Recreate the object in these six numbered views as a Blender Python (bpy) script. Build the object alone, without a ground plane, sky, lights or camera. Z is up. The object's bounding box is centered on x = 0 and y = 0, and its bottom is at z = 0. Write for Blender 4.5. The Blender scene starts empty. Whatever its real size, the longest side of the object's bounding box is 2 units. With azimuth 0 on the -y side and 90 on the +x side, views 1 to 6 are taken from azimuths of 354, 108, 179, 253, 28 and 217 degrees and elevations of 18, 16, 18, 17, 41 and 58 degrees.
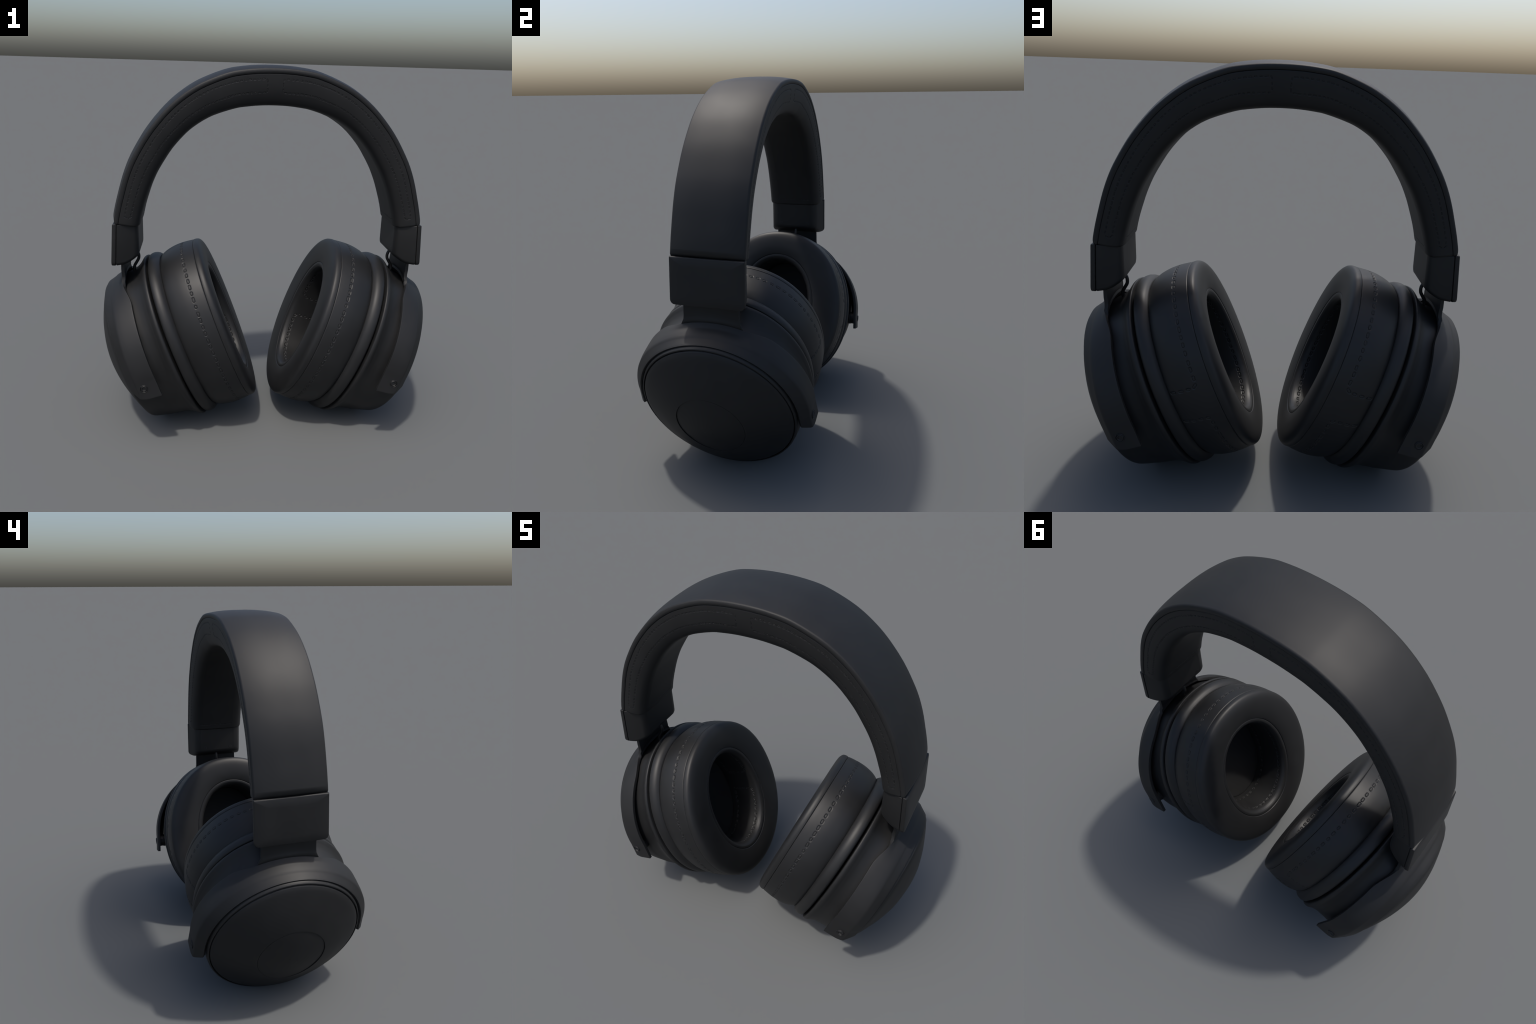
"""Black over-ear headphones: padded headband, two slider sleeves, two yokes and
two tilted oval ear cups with stitched cushions.  Everything is symmetric in x."""
import bpy, math
import numpy as np
from mathutils import Vector

# ------------------------------------------------------------------ materials
def material(name, colour, rough, spec=0.5, grain=0.0, grain_scale=300.0, mottle=0.12, mottle_scale=9.0, sheen=0.0):
    m = bpy.data.materials.new(name)
    m.use_nodes = True
    nt = m.node_tree
    b = nt.nodes["Principled BSDF"]
    tc = nt.nodes.new("ShaderNodeTexCoord")
    n = nt.nodes.new("ShaderNodeTexNoise")
    n.inputs["Scale"].default_value = mottle_scale
    n.inputs["Detail"].default_value = 5.0
    nt.links.new(tc.outputs["Object"], n.inputs["Vector"])
    ramp = nt.nodes.new("ShaderNodeValToRGB")
    lo = [c * (1 - mottle) for c in colour]
    hi = [c * (1 + mottle) for c in colour]
    ramp.color_ramp.elements[0].position = 0.3
    ramp.color_ramp.elements[1].position = 0.7
    ramp.color_ramp.elements[0].color = (*lo, 1)
    ramp.color_ramp.elements[1].color = (*hi, 1)
    nt.links.new(n.outputs["Fac"], ramp.inputs["Fac"])
    nt.links.new(ramp.outputs["Color"], b.inputs["Base Color"])
    r = nt.nodes.new("ShaderNodeMapRange")
    r.inputs["To Min"].default_value = rough - 0.03
    r.inputs["To Max"].default_value = rough + 0.03
    nt.links.new(n.outputs["Fac"], r.inputs["Value"])
    nt.links.new(r.outputs["Result"], b.inputs["Roughness"])
    b.inputs["Specular IOR Level"].default_value = spec
    if sheen:
        b.inputs["Sheen Weight"].default_value = sheen
        b.inputs["Sheen Roughness"].default_value = 0.6
    if grain:
        v = nt.nodes.new("ShaderNodeTexVoronoi")
        v.inputs["Scale"].default_value = grain_scale
        nt.links.new(tc.outputs["Object"], v.inputs["Vector"])
        bump = nt.nodes.new("ShaderNodeBump")
        bump.inputs["Strength"].default_value = grain
        bump.inputs["Distance"].default_value = 0.0006
        nt.links.new(v.outputs["Distance"], bump.inputs["Height"])
        nt.links.new(bump.outputs["Normal"], b.inputs["Normal"])
    return m

BLACK = (0.0114, 0.0115, 0.0119)
M_cover = material("cover_leather", (0.0112, 0.0114, 0.0119), 0.57, 0.35, 0.05, 260)
M_pad = material("cushion_leather", BLACK, 0.50, 0.36, 0.05, 260)
M_bandpad = material("band_pad_leather", (0.0108, 0.0109, 0.0112), 0.58, 0.34, 0.06, 260)
M_plastic = material("satin_plastic", (0.0112, 0.0113, 0.0116), 0.52, 0.34)
M_cap = material("cap_plastic", (0.0106, 0.0107, 0.0110), 0.54, 0.34)
M_metal = material("yoke_coated_metal", (0.0114, 0.0115, 0.0119), 0.56, 0.34)
M_screw = material("screw_metal", (0.0112, 0.0112, 0.0116), 0.50, 0.36)
M_cloth = material("driver_cloth", (0.0095, 0.0095, 0.0098), 0.80, 0.3, 0.2, 420)
M_thread = material("black_thread", (0.0116, 0.0117, 0.0120), 0.56, 0.34)
M_cable = material("rubber_cable", (0.0095, 0.0095, 0.0098), 0.5, 0.4)

# ------------------------------------------------------------------ mesh helpers
ROOT = bpy.data.objects.new("over_ear_headphones", None)
bpy.context.scene.collection.objects.link(ROOT)
ROOT["label"] = "matte black over-ear headphones with stitched padded cushions"
ROOT["category"] = "headphones"

def make(name, V, F, mat, parent=None, mirror=False, sharp=35, kind=None, closed=True):
    """V (n,3) array, F list/array of quads or mixed polygons, world coordinates."""
    V = np.array(V, float).copy()
    if mirror:
        V[:, 0] *= -1
    quads = isinstance(F, np.ndarray)
    if quads:
        loops = F.reshape(-1).astype(np.int32)
        sizes = np.full(len(F), F.shape[1], np.int32)
    else:
        loops = np.array([i for f in F for i in f], np.int32)
        sizes = np.array([len(f) for f in F], np.int32)
    starts = np.concatenate([[0], np.cumsum(sizes)[:-1]]).astype(np.int32)
    if closed:                                    # turn the shell outside out
        i0 = loops[starts]
        vol = 0.0
        for k in range(1, sizes.max() - 1):
            ok = sizes > k + 1
            p, q, r = V[i0[ok]], V[loops[starts[ok] + k]], V[loops[starts[ok] + k + 1]]
            vol += np.einsum("ij,ij->i", p, np.cross(q, r)).sum()
        if vol < 0:
            order = np.concatenate([np.arange(s + n - 1, s - 1, -1) for s, n in zip(starts, sizes)]) if not quads \
                else np.arange(len(loops)).reshape(-1, F.shape[1])[:, ::-1].reshape(-1)
            loops = loops[order]
    me = bpy.data.meshes.new(name)
    me.vertices.add(len(V))
    me.vertices.foreach_set("co", V.reshape(-1))
    me.loops.add(len(loops))
    me.loops.foreach_set("vertex_index", loops)
    me.polygons.add(len(sizes))
    me.polygons.foreach_set("loop_start", starts)
    me.polygons.foreach_set("loop_total", sizes)
    me.update(calc_edges=True)
    me.validate()
    me.polygons.foreach_set("use_smooth", np.ones(len(me.polygons), bool))
    me.set_sharp_from_angle(angle=math.radians(sharp))
    me.materials.append(mat)
    o = bpy.data.objects.new(name, me)
    bpy.context.scene.collection.objects.link(o)
    o.parent = parent or ROOT
    if kind:
        o["kind"] = kind
    return o

def grid_faces(r, c, wrap_r=False, wrap_c=False):
    i = np.arange(r if wrap_r else r - 1)
    j = np.arange(c if wrap_c else c - 1)
    I, J = np.meshgrid(i, j, indexing="ij")
    I2, J2 = (I + 1) % r, (J + 1) % c
    return np.stack([I * c + J, I * c + J2, I2 * c + J2, I2 * c + J], -1).reshape(-1, 4)

def smooth(points, per=6):
    """Catmull-Rom through the control points (any dimension)."""
    P = np.array(points, float)
    Q = np.vstack([2 * P[0] - P[1], P, 2 * P[-1] - P[-2]])
    out = []
    for k in range(1, len(Q) - 2):
        t = np.linspace(0, 1, per, endpoint=False)[:, None]
        a, b, c, d = Q[k - 1], Q[k], Q[k + 1], Q[k + 2]
        out.append(0.5 * (2 * b + (c - a) * t + (2 * a - 5 * b + 4 * c - d) * t ** 2 + (3 * b - a - 3 * c + d) * t ** 3))
    return np.vstack(out + [P[-1:]])

def pieces(*parts):
    return np.vstack(parts)

def resample(P, step):
    """Insert points so that no profile segment is longer than step (first two columns are metres)."""
    out = [P[0]]
    for a, b in zip(P[:-1], P[1:]):
        n = max(1, int(math.ceil(np.linalg.norm((b - a)[[0, 2]]) / step)))
        for k in range(1, n + 1):
            out.append(a + (b - a) * k / n)
    return np.array(out)

# ------------------------------------------------------------------ ear cup frame
TILT = 0.3657
CT, ST = math.cos(TILT), math.sin(TILT)
CX, CZ = -0.494, 0.485          # where the flange plane meets the cup axis (left cup)

def cup(a, y, t):
    """a: along the axis towards the head, y: front/back, t: up the cup face."""
    a, y, t = np.broadcast_arrays(np.asarray(a, float), y, t)
    return np.stack([CX + a * CT - t * ST, y, CZ + a * ST + t * CT], -1)

def oval(ry, rz, m, phi):
    c, s = np.cos(phi), np.sin(phi)
    k = (np.abs(c) ** m + np.abs(s) ** m) ** (-1.0 / m)
    return ry * c * k, rz * s * k

def loft(profile, nphi, closed_profile=False):
    """profile rows: a, rz, d, m   with ry = rz - d."""
    phi = np.linspace(0, 2 * np.pi, nphi, endpoint=False)
    a, rz, d, m = [profile[:, k][:, None] for k in range(4)]
    y, t = oval(np.maximum(rz - d, 1e-4), np.maximum(rz, 1e-4), m, phi[None, :])
    t = t + np.interp(a, [-0.26, -0.10], [0.0030, 0.0])          # the outer end sits a touch higher than the flange
    V = cup(a, y, t)
    return V, phi

def prof(pts, d, m, per=6):
    """control points (a, rz) -> smoothed rows (a, rz, d, m); d and m may be functions of a."""
    P = smooth(pts, per) if len(pts) > 2 else np.array(pts, float)
    D = np.array([d(a, r) for a, r in P]) if callable(d) else np.full(len(P), d)
    Mv = np.full(len(P), m)
    return np.column_stack([P, D, Mv])

def lathe_mesh(V, close_section):
    r, c = V.shape[:2]
    F = grid_faces(r, c, wrap_r=close_section, wrap_c=True)
    V = V.reshape(-1, 3)
    if close_section:
        return V, F
    F = [tuple(f) for f in F]
    F.append(tuple(range(c)))
    F.append(tuple((r - 1) * c + k for k in range(c)))
    return V, F

# ------------------------------------------------------------------ stitches
def capsule_template():
    """unit thread bump: long axis x, height z."""
    nu = 12
    u = np.linspace(0, 2 * np.pi, nu, endpoint=False)
    rings = [(1.0, -0.6), (1.0, 0.35), (0.86, 0.82), (0.55, 1.0)]
    nv = len(rings) + 1
    V = np.array([(r * np.sign(math.cos(a)) * abs(math.cos(a)) ** 0.6,
                   r * np.sign(math.sin(a)) * abs(math.sin(a)) ** 0.8, h) for r, h in rings for a in u] + [(0, 0, 1.0)])
    F = []
    for i in range(nv - 2):
        for j in range(nu):
            F.append((i * nu + j, i * nu + (j + 1) % nu, (i + 1) * nu + (j + 1) % nu, (i + 1) * nu + j))
    top = len(V) - 1
    for j in range(nu):
        F.append(((nv - 2) * nu + j, (nv - 2) * nu + (j + 1) % nu, top))
    F.append(tuple(range(nu - 1, -1, -1)))
    return V, F
CAPV, CAPF = capsule_template()

class Threads:
    def __init__(self):
        self.V, self.F, self.n = [], [], 0
    def add(self, p, along, normal, half_len, half_wid, height, sink):
        along = along / np.linalg.norm(along)
        normal = normal - along * (normal @ along)
        normal = normal / np.linalg.norm(normal)
        side = np.cross(normal, along)
        W = p + CAPV[:, :1] * half_len * along + CAPV[:, 1:2] * half_wid * side + (CAPV[:, 2:] * height - sink) * normal
        self.V.append(W)
        self.F += [tuple(i + self.n for i in f) for f in CAPF]
        self.n += len(CAPV)

def dashes_along(path, pitch, rng, jitter=0.12):
    """split a 2D polyline into dash centres with directions."""
    seg = np.diff(path, axis=0)
    L = np.concatenate([[0], np.cumsum(np.hypot(seg[:, 0], seg[:, 1]))])
    n = max(1, int(round(L[-1] / pitch)))
    s = (np.arange(n) + 0.5) / n * L[-1] + rng.uniform(-jitter, jitter, n) * pitch
    s = np.clip(s, 0, L[-1])
    C = np.stack([np.interp(s, L, path[:, k]) for k in (0, 1)], 1)
    e = 0.003
    D = np.stack([np.interp(np.clip(s + e, 0, L[-1]), L, path[:, k]) - np.interp(np.clip(s - e, 0, L[-1]), L, path[:, k]) for k in (0, 1)], 1)
    D /= np.linalg.norm(D, axis=1)[:, None] + 1e-12
    return C, D

def dent(U, W, depth_map, c, d, half_len, half_wid, depth):
    """press an oval dent into the depth map of a surface patch with metric coordinates U, W (grids)."""
    du, dw = U - c[0], W - c[1]
    l = np.abs(du * d[0] + dw * d[1])
    w = np.abs(-du * d[1] + dw * d[0])
    core = max(half_len - half_wid, 0)
    dist = np.hypot(np.maximum(l - core, 0), w) / half_wid
    f = np.clip((1.18 - dist) / 0.36, 0, 1)
    f = f * f * (3 - 2 * f)
    np.maximum(depth_map, depth * f, out=depth_map)

# ------------------------------------------------------------------ ear cushion
def d_cushion(a, r):
    return 0.062 + 0.027 * np.clip((0.46 - r) / 0.11, 0, 1)

OUTER_A, INNER_A = 0.205, 0.258        # where the two stitch rows run

def cushion(mirror):
    rng = np.random.default_rng(7)
    m = 2.09
    outer = prof([(0.052, 0.430), (0.060, 0.452), (0.072, 0.466), (0.092, 0.477), (0.12, 0.486), (0.16, 0.4925),
                  (0.20, 0.4935), (0.24, 0.4905), (0.2675, 0.4870)], d_cushion, m, 5)
    outer = resample(outer, 0.0028)
    rim = prof([(0.2700, 0.4835), (0.2735, 0.4870), (0.286, 0.4865), (0.298, 0.482), (0.3065, 0.472), (0.3125, 0.456), (0.3155, 0.436),
                (0.3160, 0.412), (0.3145, 0.388), (0.3110, 0.366), (0.3070, 0.350), (0.3040, 0.3405)], d_cushion, m, 6)
    lip = prof([(0.3005, 0.3385), (0.3025, 0.3345), (0.3010, 0.3230), (0.2940, 0.3135)], d_cushion, m, 4)
    wall = prof([(0.2920, 0.3120), (0.279, 0.3055), (0.258, 0.3015), (0.230, 0.2990), (0.18, 0.2960), (0.13, 0.2955), (0.060, 0.2955)], d_cushion, m, 5)
    wall = resample(wall, 0.0030)
    back = prof([(0.050, 0.305), (0.045, 0.34), (0.045, 0.425)], d_cushion, m, 1)
    P = pieces(outer, rim, lip, wall, back)
    NPHI = 1400
    V, phi = loft(P, NPHI)
    no, r0 = len(outer), len(outer) + len(rim) + len(lip)
    threads = Threads()
    # normals of the undented surface
    def normals(V):
        gr = np.gradient(V, axis=0)
        gp = np.roll(V, -1, 1) - np.roll(V, 1, 1)
        n = np.cross(gp, gr)
        return n / (np.linalg.norm(n, axis=2)[..., None] + 1e-12)
    N = normals(V)
    centre = cup(P[:, 0][:, None], 0.0, 0.0)
    radial = V - centre
    flip = np.sign(np.einsum("ijk,ijk->ij", N[:no], radial[:no]).mean())
    N = N * flip                              # outside normals on the outer wall; on the inner wall they face the axis
    D = np.zeros(V.shape[:2])

    def stitch_rows(rows, a_line, a_far, gap_hi, gap_lo, pitch, hl, hw, closed=False):
        a = P[rows, 0]
        order = np.argsort(a)
        i_mid = rows[order][np.searchsorted(a[order], a_line)]
        ring = V[i_mid]
        step = np.linalg.norm(np.roll(ring, -1, 0) - ring, axis=1)
        s = np.concatenate([[0], np.cumsum(step)])[:-1]
        total = step.sum()
        sphi = lambda deg: np.interp(math.radians(deg % 360), phi, s)
        # metric path (s, a): starts at the front of the gap, runs round the cup, and turns in at the gap
        s_hi, s_lo = sphi(gap_hi), sphi(gap_lo)
        rad = 0.022
        arc = lambda cs, sg: [(cs + sg * rad * math.cos(q), a_line - rad + rad * math.sin(q)) for q in np.linspace(math.pi, math.pi / 2, 6)]
        up = [(s_hi, a_far), (s_hi, a_line - rad)] + arc(s_hi + rad, 1)
        dn = [(s_lo, a_far), (s_lo, a_line - rad)] + arc(s_lo - rad, -1)
        path = np.array(up + [(x, a_line) for x in np.linspace(s_hi + rad + 0.01, s_lo - rad - 0.01, 400)] + dn[::-1]
                        + ([(x, a_far) for x in np.linspace(s_lo - 0.01, s_hi + 0.01, 400)] if closed else []))
        C, T = dashes_along(path, pitch, rng, 0.10)
        S, A = np.meshgrid(s, a, indexing="xy")
        for c, t in zip(C, T):
            k = 1.0 + rng.uniform(-0.18, 0.18)
            j = np.argsort(np.abs(s - (c[0] % total)))[0]
            cols = (np.arange(j - 16, j + 17)) % NPHI
            sub = np.abs(a - c[1]) < 0.026
            rr = rows[sub]
            U = S[np.ix_(sub, cols)].copy()
            U = (U - c[0] + total / 2) % total - total / 2 + c[0]
            block = D[np.ix_(rr, cols)]
            dent(U, A[np.ix_(sub, cols)], block, c, t, hl * k, hw, 0.0028)
            D[np.ix_(rr, cols)] = block
            i = rows[np.argmin(np.abs(a - c[1]))]
            n = N[i, j]
            es = V[i, (j + 1) % NPHI] - V[i, j - 1]
            es /= np.linalg.norm(es)
            ea = np.cross(n, es)
            if ea @ np.array([CT, 0, ST]) < 0:
                ea = -ea
            threads.add(V[i, j], es * t[0] + ea * t[1], n, (hl - 0.0014) * k, hw - 0.0013, 0.0030, 0.0032)

    stitch_rows(np.arange(0, no), OUTER_A, 0.07, 8.5, -10.0, 0.0372, 0.0125, 0.0072)
    stitch_rows(np.arange(r0, r0 + len(wall)), INNER_A, 0.118, 9.0, -15.0, 0.0330, 0.0110, 0.0066, True)
    V = V - N * D[..., None]
    Vm, F = lathe_mesh(V, True)
    pad = make("ear_cushion", Vm, F, M_pad, mirror=mirror, sharp=60)
    make("cushion_stitching", np.vstack(threads.V), threads.F, M_thread, pad, mirror, 60, kind="stuff")
    # cloth over the speaker at the bottom of the opening
    floor = prof([(0.062, 0.2985), (0.074, 0.2965), (0.078, 0.289), (0.076, 0.270), (0.068, 0.20), (0.064, 0.12), (0.0635, 0.095)], 0.089, m, 5)
    hub = np.array([(0.0632, 0.06, 0.055, 2.0), (0.063, 0.002, 0.0, 2.0), (0.045, 0.002, 0.0, 2.0), (0.045, 0.2985, 0.089, m)])
    Vf, _ = loft(pieces(floor, hub), 160)
    Vf, Ff = lathe_mesh(Vf, True)
    make("speaker_cloth", Vf, Ff, M_cloth, pad, mirror, 50)
    return pad

# ------------------------------------------------------------------ ring, housing, cap
def d_housing(a, r):
    return float(np.interp(a, [-0.29, -0.25, -0.17, -0.11, -0.05, 0.0], [0.008, 0.010, 0.017, 0.029, 0.049, 0.070]))

def cup_body(mirror):
    m = 2.12
    ring = pieces(prof([(0.0010, 0.430), (0.0010, 0.476)], 0.073, m),
                  prof([(0.0020, 0.480), (0.006, 0.488), (0.016, 0.4935), (0.033, 0.4935), (0.049, 0.488), (0.061, 0.478), (0.069, 0.464), (0.070, 0.43)], 0.070, m))
    V, F = lathe_mesh(loft(ring, 220)[0], True)
    make("cushion_ring", V, F, M_pad, mirror=mirror, sharp=50)

    m = 2.06
    h = pieces(prof([(-0.0085, 0.02), (-0.0085, 0.43), (-0.0085, 0.4885)], d_housing, m, 1),
               prof([(-0.0100, 0.4925), (-0.0145, 0.4940), (-0.024, 0.4915), (-0.034, 0.4840), (-0.048, 0.472), (-0.072, 0.4570), (-0.11, 0.4440),
                     (-0.17, 0.4355), (-0.225, 0.4270), (-0.252, 0.4225), (-0.268, 0.4195), (-0.2785, 0.4150)], d_housing, m, 5),
               prof([(-0.2800, 0.4120), (-0.2800, 0.4090), (-0.266, 0.4075), (-0.266, 0.02)], d_housing, m, 1))
    h[np.abs(h[:, 1] - 0.02) < 1e-6, 2] = 0.0
    h[:, 3] = np.interp(h[:, 0], [-0.28, -0.15, 0], [1.96, 2.06, 2.12])
    V, F = lathe_mesh(loft(h, 220)[0], False)
    house = make("ear_cup_housing", V, F, M_plastic, mirror=mirror, sharp=45)

    dd, m = 0.008, 1.95
    c = pieces(prof([(-0.262, 0.02), (-0.262, 0.404), (-0.2765, 0.4045)], dd, m, 1),
               prof([(-0.281, 0.4030), (-0.2865, 0.3980), (-0.299, 0.380), (-0.325, 0.330), (-0.349, 0.280), (-0.369, 0.230), (-0.3835, 0.1885)], dd, m, 5),
               prof([(-0.3836, 0.1872), (-0.3790, 0.1866), (-0.3750, 0.1864), (-0.3750, 0.02)], dd, m, 1))
    c[np.abs(c[:, 1] - 0.02) < 1e-6, 2] = 0.0
    V, F = lathe_mesh(loft(c, 200)[0], False)
    cap = make("cup_cap", V, F, M_cap, house, mirror, 40)
    b = pieces(prof([(-0.3785, 0.02), (-0.3785, 0.1857), (-0.3832, 0.1857)], dd, m, 1),
               prof([(-0.3842, 0.1850), (-0.3852, 0.1830), (-0.3950, 0.150), (-0.4070, 0.090), (-0.4130, 0.04), (-0.4145, 0.01)], dd, m, 5))
    b[b[:, 1] < 0.03, 2] = 0.0
    V = loft(b, 120)[0]
    dip = 0.0045 * np.clip(0.25 - V[..., 1:2] / 0.18, 0, 1)          # pressed in towards the front, flush at the back
    V = V + dip * np.array([CT, 0, ST])
    V, F = lathe_mesh(V, False)
    make("cap_button", V, F, M_cap, house, mirror, 40)
    return house

# ------------------------------------------------------------------ yoke
PIV_A, PIV_T, PIV_Y = -0.193, -0.030, 0.468

def yoke(mirror):
    # stations across the band: a and half width on the arms, a and height over the top, arm end t
    st = np.vstack([smooth([(-0.120, 0.4665, -0.114, 0.4590, -0.099), (-0.150, 0.4675, -0.145, 0.4570, -0.096), (-0.195, 0.4680, -0.186, 0.4510, -0.092), (-0.225, 0.4655, -0.2155, 0.4440, -0.084)], 4),
                    smooth([(-0.231, 0.4630, -0.222, 0.4410, -0.082), (-0.241, 0.4540, -0.232, 0.4375, -0.076), (-0.2720, 0.4245, -0.2650, 0.4300, -0.045)], 3)])
    n_arm, n_arc = 10, 181
    phi = np.linspace(0, math.pi, n_arc)
    rows = []
    for a, ry, a_top, rz, tend in st:
        m = float(np.interp(a, [-0.28, -0.22], [1.96, 2.03]))
        y, t = oval(ry, rz, m, phi)
        ts = np.linspace(tend, 0, n_arm, endpoint=False)
        lean = 0.08 * ts                                   # the arms open a little towards their ends
        Y = np.concatenate([ry - lean, y, -(ry - lean)[::-1]])
        Tt = np.concatenate([ts, t, ts[::-1]])
        # round the arm end towards the outer edge, pull the inner edge out to where the neck rises
        A = a + (a_top - a) * np.clip(Tt / rz, 0, 1) ** 2
        if a > -0.18:                                        # sweep up into the neck
            w = np.clip((0.29 - np.abs(Y)) / 0.15, 0, 1) * (Tt > 0)
            w = w * w * (3 - 2 * w)
            A = A - w * 0.58 * (a + 0.18)
            Tt = Tt + w ** 3 * 0.010 * ((a + 0.18) / 0.064) ** 2
        rows.append(cup(A, Y, Tt))
    G = np.array(rows)                                   # (stations, columns, 3)
    edge = G[0]
    cols = np.where((np.abs(edge[:, 1]) < 0.165) & (edge[:, 2] > 0.7))[0]
    E = edge[cols]
    w0 = np.abs(E[:, 1]).max()
    neck = []
    for hgt, half, x in [(0.009, 0.152, -0.8050), (0.019, 0.1455, -0.8010), (0.031, 0.1425, -0.7985), (0.050, 0.141, -0.7975),
                         (0.080, 0.140, -0.7975), (0.12, 0.140, -0.797)]:
        k = min(1.0, hgt / 0.05)
        R = np.empty_like(E)
        R[:, 1] = E[:, 1] * half / w0
        R[:, 0] = x + (E[:, 0] - E[len(E) // 2, 0]) * (1 - k)
        zc = E[:, 2].max()
        R[:, 2] = (E[:, 2] * (1 - k) + zc * k) + hgt
        neck.append(R)
    ns, nc = G.shape[:2]
    V = np.vstack([G.reshape(-1, 3)] + neck)
    F = [tuple(f) for f in grid_faces(ns, nc)]
    prev = list(cols)
    base = ns * nc
    for R in neck:
        cur = list(range(base, base + len(cols)))
        base += len(cols)
        for k in range(len(cols) - 1):
            F.append((prev[k], cur[k], cur[k + 1], prev[k + 1]))
        prev = cur
    # outward check: first face normal against the cup axis
    f = F[(ns // 2) * (nc - 1) + nc // 2]
    n = np.cross(V[f[1]] - V[f[0]], V[f[3]] - V[f[0]])
    out = V[f[0]] - cup(-0.2, 0, 0)
    if (n @ out < 0) != mirror:
        F = [tuple(reversed(q)) for q in F]
    o = make("yoke", V, F, M_metal, mirror=mirror, sharp=50, closed=False)
    s = o.modifiers.new("thickness", "SOLIDIFY")
    s.thickness = 0.017
    s.offset = -1
    s.use_even_offset = False
    b = o.modifiers.new("edge_round", "BEVEL")
    b.width = 0.0045
    b.segments = 3
    b.limit_method = "ANGLE"
    b.angle_limit = math.radians(50)
    b.harden_normals = False
    for sgn in (1, -1):
        # pivot pin between yoke arm and housing
        q = np.linspace(0, 2 * np.pi, 40, endpoint=False)
        rings = []
        for y, r in [(0.385, 0.041), (0.425, 0.041), (0.4275, 0.0385), (0.452, 0.0385)]:
            rings.append(cup(PIV_A + r * np.cos(q), np.full(40, sgn * y), PIV_T + r * np.sin(q)))
        Vp, Fp = lathe_mesh(np.array(rings), False)
        make("pivot_pin", Vp, Fp, M_plastic, o, mirror, 40)
        # countersunk screw in a collar on the outside of the arm
        rings = []
        for h, r in [(-0.004, 0.0215), (0.0010, 0.0215), (0.0022, 0.0200), (0.0010, 0.0188), (-0.0028, 0.0180), (0.0004, 0.0165), (0.0022, 0.0145), (0.0022, 0.0115),
                     (0.0004, 0.0098), (-0.0050, 0.0080), (-0.0075, 0.003)]:
            rings.append(cup(PIV_A + r * np.cos(q), np.full(40, sgn * (PIV_Y + 0.0036 + h)), PIV_T + r * np.sin(q)))
        Vp, Fp = lathe_mesh(np.array(rings), False)
        make("yoke_screw", Vp, Fp, M_screw, o, mirror, 40)
    return o

# ------------------------------------------------------------------ slider sleeve
def rounded_rect(hy, z0, z1, r_lo, r_hi, n=6):
    """outline in (y, z), counter-clockwise, bottom corners r_lo, top corners r_hi."""
    P = []
    for cy, cz, r, q0 in [(hy - r_lo, z0 + r_lo, r_lo, -90), (hy - r_hi, z1 - r_hi, r_hi, 0), (-hy + r_hi, z1 - r_hi, r_hi, 90), (-hy + r_lo, z0 + r_lo, r_lo, 180)]:
        for q in np.linspace(q0, q0 + 90, n):
            P.append((cy + r * math.cos(math.radians(q)), cz + r * math.sin(math.radians(q))))
    return np.array(P)

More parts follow.
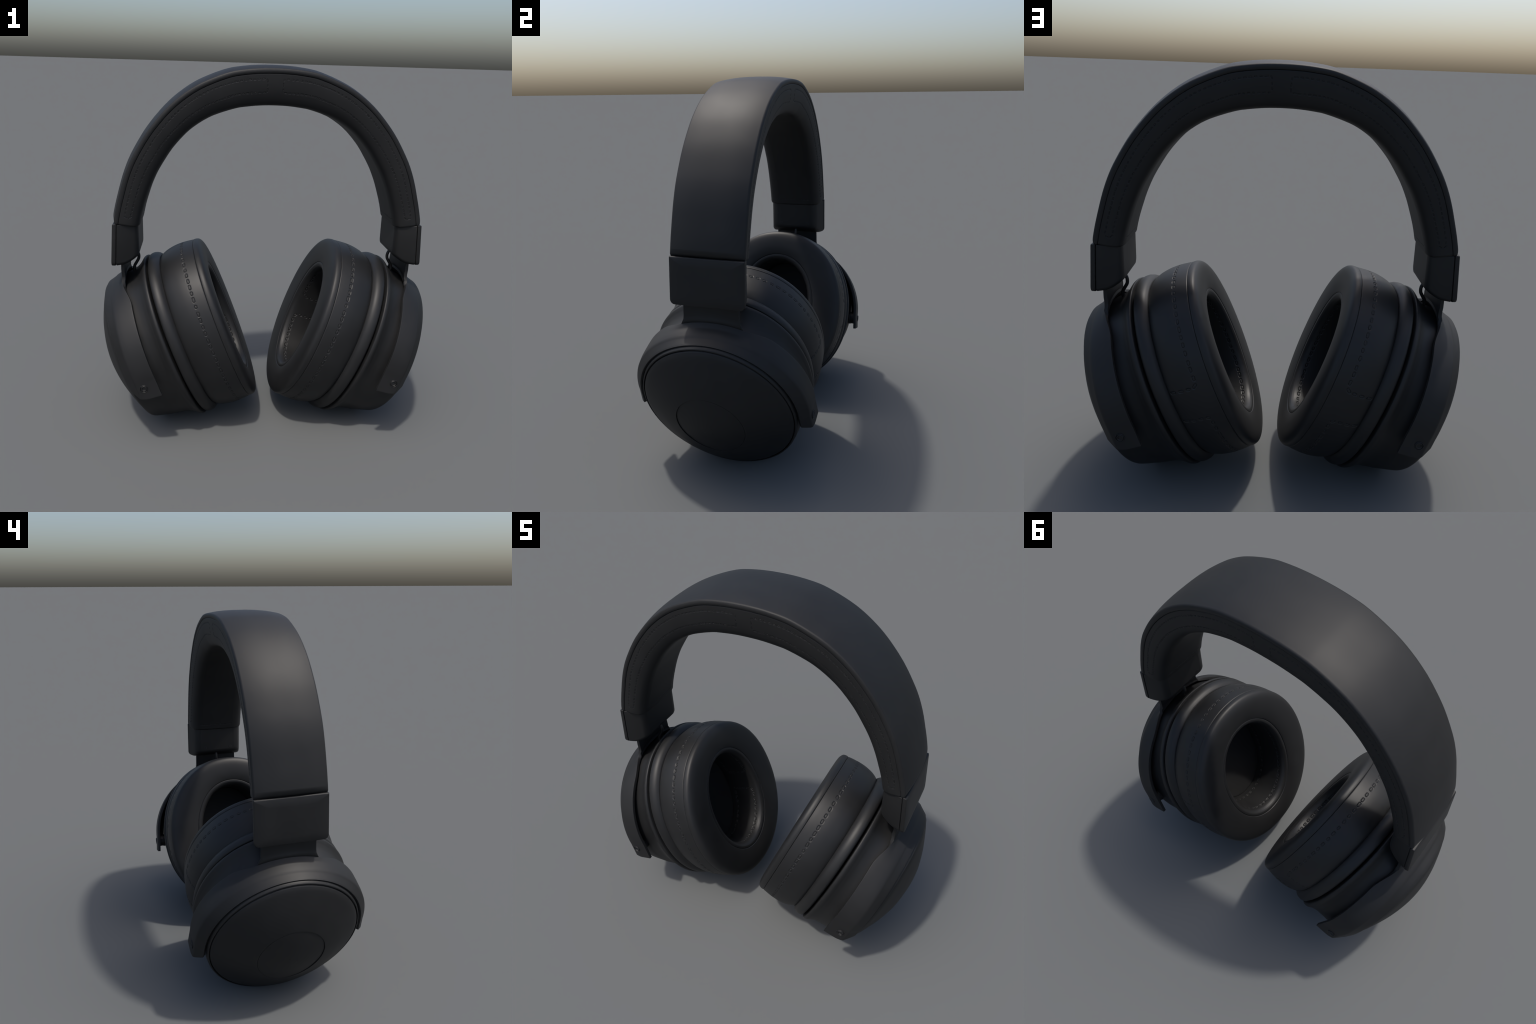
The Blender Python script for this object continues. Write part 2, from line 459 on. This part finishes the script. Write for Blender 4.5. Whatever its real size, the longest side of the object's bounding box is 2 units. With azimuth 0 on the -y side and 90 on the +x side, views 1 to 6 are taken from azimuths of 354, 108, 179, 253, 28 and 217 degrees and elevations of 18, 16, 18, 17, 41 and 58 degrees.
def sleeve(mirror):
    def block(stations, name, mat, parent=None):
        R = []
        for x, hy, z0, z1, r_lo, r_hi in stations:
            P = rounded_rect(hy, z0, z1, r_lo, r_hi)
            f = (x - 0.684) / 0.144                               # outer side leans out towards its foot
            X = x + f * 0.014 * (1.19 - P[:, 1]) / 0.225
            R.append(np.column_stack([-X, P]))
        V, F = lathe_mesh(np.array(R), False)
        return make(name, V, F, mat, parent, mirror, 40)
    bot = lambda x: float(np.interp(x, [0.700, 0.712, 0.726, 0.747, 0.765, 0.785, 0.81, 0.83], [1.006, 0.996, 0.985, 0.971, 0.9635, 0.9605, 0.9595, 0.9595]))
    top = lambda x: float(np.interp(x, [0.70, 0.83], [1.1775, 1.190]))
    hw = lambda x: float(np.interp(x, [0.700, 0.7035, 0.709, 0.717, 0.728, 0.75, 0.805], [0.126, 0.138, 0.1475, 0.1545, 0.1600, 0.1680, 0.1855]))
    st = [(0.6990, 0.118, 1.020, 1.170, 0.012, 0.004)]
    for x in (0.7000, 0.7025, 0.706, 0.711, 0.717, 0.724, 0.733, 0.743, 0.755, 0.767, 0.78, 0.793, 0.8035):
        e = 0.006 if x == 0.7000 else 0.0
        st.append((x, hw(x), bot(x) + e, top(x) - e * 0.5, 0.022, 0.004))
    st.append((0.8055, hw(x) - 0.002, bot(x) + 0.002, top(x) - 0.002, 0.022, 0.004))
    s = block(st, "slider_sleeve", M_plastic)
    pl = [(0.802, 0.178, 0.966, 1.182, 0.02, 0.004), (0.8075, 0.178, 0.966, 1.182, 0.02, 0.004), (0.8085, 0.1865, 0.9605, 1.1900, 0.024, 0.003), (0.8115, 0.1880, 0.9595, 1.1915, 0.024, 0.003),
          (0.8245, 0.1875, 0.9595, 1.1905, 0.024, 0.003), (0.8273, 0.1862, 0.9610, 1.1890, 0.024, 0.003), (0.8290, 0.1820, 0.9650, 1.1850, 0.024, 0.003), (0.8315, 0.12, 1.0, 1.15, 0.02, 0.003)]
    block(pl, "sleeve_plate", M_plastic, s)
    q = np.linspace(0, 2 * np.pi, 24, endpoint=False)
    for y in (-0.092, 0.092):
        R = []
        for h, r in [(-0.004, 0.0135), (0.0005, 0.0135), (0.0020, 0.0120), (0.0024, 0.0095), (0.0018, 0.006), (0.0014, 0.001)]:
            R.append(np.column_stack([-(np.full(24, 0.7020) - h), y + r * np.cos(q), 1.034 + r * np.sin(q)]))
        V, F = lathe_mesh(np.array(R), False)
        make("sleeve_rivet", V, F, M_screw, s, mirror, 40)
    return s

# ------------------------------------------------------------------ cable between sleeve and cup
def cable(mirror):
    P = smooth([(-0.735, 0.008, 1.00), (-0.719, 0.008, 0.972), (-0.718, 0.008, 0.945), (-0.729, 0.006, 0.923), (-0.741, 0.004, 0.902), (-0.744, 0.002, 0.880), (-0.733, 0.0, 0.855), (-0.715, 0, 0.84)], 6)
    T = np.gradient(P, axis=0)
    T /= np.linalg.norm(T, axis=1)[:, None]
    Y = np.array([0, 1.0, 0])
    n1 = np.cross(T, Y); n1 /= np.linalg.norm(n1, axis=1)[:, None]
    n2 = np.cross(T, n1)
    q = np.linspace(0, 2 * np.pi, 14, endpoint=False)
    V = P[:, None] + 0.0085 * (np.cos(q)[None, :, None] * n1[:, None] + np.sin(q)[None, :, None] * n2[:, None])
    V, F = lathe_mesh(V, False)
    make("cable", V, F, M_cable, mirror=mirror, sharp=50)

# ------------------------------------------------------------------ headband
HALF = [(0.0, 1.985), (0.09, 1.982), (0.177, 1.972), (0.235, 1.959), (0.312, 1.931), (0.387, 1.896), (0.458, 1.850), (0.525, 1.794), (0.585, 1.730),
        (0.638, 1.663), (0.687, 1.586), (0.727, 1.512), (0.760, 1.429), (0.789, 1.331), (0.807, 1.262), (0.8215, 1.194)]

def headband():
    rng = np.random.default_rng(3)
    half = np.array(HALF)
    full = np.vstack([half[::-1] * [-1, 1], half[1:]])
    C = smooth(full, 40)
    seg = np.linalg.norm(np.diff(C, axis=0), axis=1)
    L = np.concatenate([[0], np.cumsum(seg)])
    total = L[-1]
    def frame(s):
        x = np.interp(s, L, C[:, 0]); z = np.interp(s, L, C[:, 1])
        e = 0.02
        tx = np.interp(s + e, L, C[:, 0], right=np.nan) ; tz = np.interp(s + e, L, C[:, 1], right=np.nan)
        s1, s0 = np.minimum(s + e, total), np.maximum(s - e, 0)
        tx = np.interp(s1, L, C[:, 0]) - np.interp(s0, L, C[:, 0])
        tz = np.interp(s1, L, C[:, 1]) - np.interp(s0, L, C[:, 1])
        k = np.hypot(tx, tz)
        return x, z, tx / k, tz / k                       # tangent runs towards +x; outward normal = (-tz, tx)
    def thick(s):
        return np.interp(s, S_th, T_th)
    # thickness of the band: distance from the rim line to the inner line, along the rim's normal
    inner = smooth([(0.0, 1.799), (0.10, 1.795), (0.19, 1.780), (0.28, 1.757), (0.363, 1.714), (0.421, 1.676), (0.485, 1.611), (0.544, 1.533),
                    (0.592, 1.451), (0.633, 1.361), (0.664, 1.274), (0.690, 1.172), (0.70, 1.10)], 20)
    inner = np.vstack([inner[::-1] * [-1, 1], inner[1:]])
    S_th = np.linspace(0, total, 60)
    T_th = []
    for x, z, tx, tz in zip(*frame(S_th)):
        d = inner - [x, z]
        along = d @ [tx, tz]
        depth = -(d @ [-tz, tx])
        ok = (np.abs(along) < 0.03) & (depth > 0) & (depth < 0.3)
        T_th.append(depth[ok][np.argmin(np.abs(along[ok]))] if ok.any() else np.nan)
    T_th = np.array(T_th)
    bad = np.isnan(T_th)
    T_th[bad] = np.interp(S_th[bad], S_th[~bad], T_th[~bad])
    T_th = np.convolve(np.pad(T_th, 2, mode="edge"), np.ones(5) / 5, "valid")
    def place(s, n, y):
        x, z, tx, tz = frame(s)
        return np.stack([x + (-tz) * n * 1.0, np.broadcast_to(y, np.shape(x + n)), z + tx * n], -1)
    def end_pinch(s, reach=0.012):
        e = np.minimum(s, total - s)
        k = np.clip(1 - e / reach, 0, 1)
        return k * k
    # ---- outer cover: a crowned strip with rounded rims
    S = np.concatenate([np.linspace(0, 0.036, 14)[:-1], np.linspace(0.036, total - 0.036, 220), np.linspace(total - 0.036, total, 14)[1:]])
    yy = np.concatenate([np.linspace(-0.178, 0.178, 33)])
    crown = 0.0165 * (1 - (np.abs(yy) / 0.186) ** 2.6)
    sec = [(-0.1860, -0.0235), (-0.1884, -0.0218), (-0.1895, -0.012), (-0.1880, -0.004), (-0.1845, 0.0005)]
    sec += list(zip(yy, crown))
    sec += [(0.1845, 0.0005), (0.1880, -0.004), (0.1895, -0.012), (0.1884, -0.0218), (0.1860, -0.0235), (0.15, -0.0245), (-0.15, -0.0245)]
    sec = np.array(sec)
    P = end_pinch(S, 0.034)[:, None]
    swell = (0.95 + 0.25 * np.clip(np.abs(S - total / 2) / (total / 2), 0, 1) ** 1.5)[:, None]       # more crown down the arms
    n = np.where(sec[None, :, 1] > 0, sec[None, :, 1] * swell * (1 - 0.9 * P) - 0.004 * P, sec[None, :, 1])
    P = end_pinch(S)[:, None]
    n = n - 0.003 * P * (sec[None, :, 1] > -0.02)
    y = sec[None, :, 0] * 0.988 * (1 - 0.012 * P)
    V = place(S[:, None] + 0 * n, n, y + 0 * n)
    Vm, F = lathe_mesh(V, False)
    cover = make("headband_cover", Vm, F, M_cover, sharp=50)
    # ---- pad below it
    yprof = np.array([(0.0, 0.1830), (0.010, 0.1855), (0.06, 0.1860), (0.3, 0.1840), (0.5, 0.1795), (0.65, 0.1735), (0.77, 0.1660), (0.86, 0.1565), (0.93, 0.1430), (0.972, 0.1250), (0.99, 0.1080)])
    sp = smooth(yprof, 8)
    q_side = np.concatenate([np.linspace(0, 0.72, 46), np.linspace(0.72, 0.99, 18)[1:]])
    y_side = np.interp(q_side, sp[:, 0], sp[:, 1])
    y_in = np.linspace(0.1080, -0.1080, 87)[1:-1]
    q_in = 0.99 + 0.010 * (1 - (np.abs(y_in) / 0.108) ** 2)
    qs = np.concatenate([q_side, q_in, q_side[::-1]])
    ys = np.concatenate([y_side, y_in, -y_side[::-1]]) * 0.988
    NS = 1500
    S = np.concatenate([np.linspace(0, 0.012, 6)[:-1], np.linspace(0.012, total - 0.012, NS), np.linspace(total - 0.012, total, 6)[1:]])
    th = thick(S)
    P = end_pinch(S, 0.010)[:, None]
    hollow = 0.075 * np.clip(1 - np.abs(S - total / 2) / 0.38, 0, 1)[:, None] * np.clip(1 - (ys[None, :] / 0.13) ** 2, 0, 1) * (qs[None, :] > 0.9)
    depth = 0.0235 + (qs[None, :] - hollow) * (th[:, None] - 0.0235)      # the crown is slightly hollow underneath
    n = -depth + 0.006 * P * (qs[None, :] > 0.8)
    V = place(S[:, None] + 0 * n, n, ys[None, :] * (1 - 0.022 * P) + 0 * n)
    gs = np.gradient(V, axis=0); gq = np.gradient(V, axis=1)
    N = np.cross(gs, gq)
    N /= np.linalg.norm(N, axis=2)[..., None] + 1e-12
    mid = len(qs) // 4
    side_cols = np.arange(len(q_side))
    if (N[:, 10, 1].mean() < 0):
        N = -N
    D = np.zeros(V.shape[:2])
    threads = Threads()
    c0 = total / 2
    def lay(path, cols, coord, pitch, hl, hw):
        Cc, T = dashes_along(path, pitch, rng, 0.07)
        for c, t in zip(Cc, T):
            k = 1 + rng.uniform(-0.3, 0.2)
            i = int(np.argmin(np.abs(S - c[0])))
            r0, r1 = max(0, i - 16), min(len(S), i + 17)
            W = coord(S[r0:r1])                                # metric coordinate across, per (row, col)
            U = np.repeat(S[r0:r1][:, None], W.shape[1], 1)
            blk = D[r0:r1][:, cols]
            dent(U, W, blk, c, t, hl * k, hw, 0.0020)
            D[r0:r1, cols[0]:cols[-1] + 1] = blk
            w = coord(S[i:i + 1])[0]
            j = cols[int(np.argmin(np.abs(w - c[1])))]
            i0, i1 = max(i - 1, 0), min(i + 1, len(S) - 1)
            es = V[i1, j] - V[i0, j]; es /= np.linalg.norm(es)
            ew = V[i, min(j + 1, V.shape[1] - 1)] - V[i, j - 1]; ew /= np.linalg.norm(ew)
            sgn = np.sign(w[-1] - w[0])
            threads.add(V[i, j], es * t[0] + ew * sgn * t[1], N[i, j], (hl - 0.0012) * k, hw - 0.0009, 0.0020, 0.0021)
    def outline(s0, s1, w0, w1, r):
        """rounded rectangle whose long sides follow w0(s), w1(s)."""
        sm = np.linspace(s0 + r, s1 - r, 200)
        P = [(s, w0(s)) for s in sm]
        P += [(s1 - r + r * math.sin(q), w0(s1) + r * (1 - math.cos(q))) for q in np.linspace(0, math.pi / 2, 5)]
        P += [(s1 - r + r * math.cos(q), w1(s1) - r + r * math.sin(q)) for q in np.linspace(0, math.pi / 2, 5)]
        P += [(s, w1(s)) for s in sm[::-1]]
        P += [(s0 + r - r * math.sin(q), w1(s0) - r * (1 - math.cos(q))) for q in np.linspace(0, math.pi / 2, 5)]
        P += [(s0 + r - r * math.cos(q), w0(s0) + r - r * math.sin(q)) for q in np.linspace(0, math.pi / 2, 5)]
        return np.array(P)
    top_w = lambda s: float(np.interp(abs(s - c0), [0, 0.9, 1.3], [0.050, 0.049, 0.050]))
    low_w = lambda s: float(np.interp(abs(s - c0), [0, 0.35, 0.7, 1.0, 1.3], [0.117, 0.110, 0.096, 0.086, 0.078]))
    n1 = len(q_side)
    for left in (True, False):
        s0, s1 = (0.045, c0 - 0.042) if left else (c0 + 0.042, total - 0.045)
        r = 0.012
        for side in (0, 1):
            cols = np.arange(0, n1) if side == 0 else np.arange(len(qs) - n1, len(qs))
            sel = qs[cols]
            coord = lambda ss, sel=sel: 0.0235 + sel[None, :] * (thick(ss)[:, None] - 0.0235)
            lay(outline(s0, s1, top_w, low_w, r), cols, coord, 0.0235, 0.0080, 0.0028)
    # dashed frame on the face that rests on the head
    cols = np.arange(n1 - 6, n1 + len(y_in) + 6)
    coord = lambda ss: np.repeat(ys[None, cols], len(ss), 0)
    lay(outline(0.040, total - 0.040, lambda s: -0.112, lambda s: 0.112, 0.016), cols, coord, 0.0235, 0.0080, 0.0028)
    V = V - N * D[..., None]
    Vm, F = lathe_mesh(V, False)
    pad = make("headband_pad", Vm, F, M_bandpad, sharp=55)
    make("headband_stitching", np.vstack(threads.V), threads.F, M_thread, pad, sharp=60, kind="stuff")

headband()
for mirror in (False, True):
    sleeve(mirror)
    yoke(mirror)
    cup_body(mirror)
    cushion(mirror)
    cable(mirror)
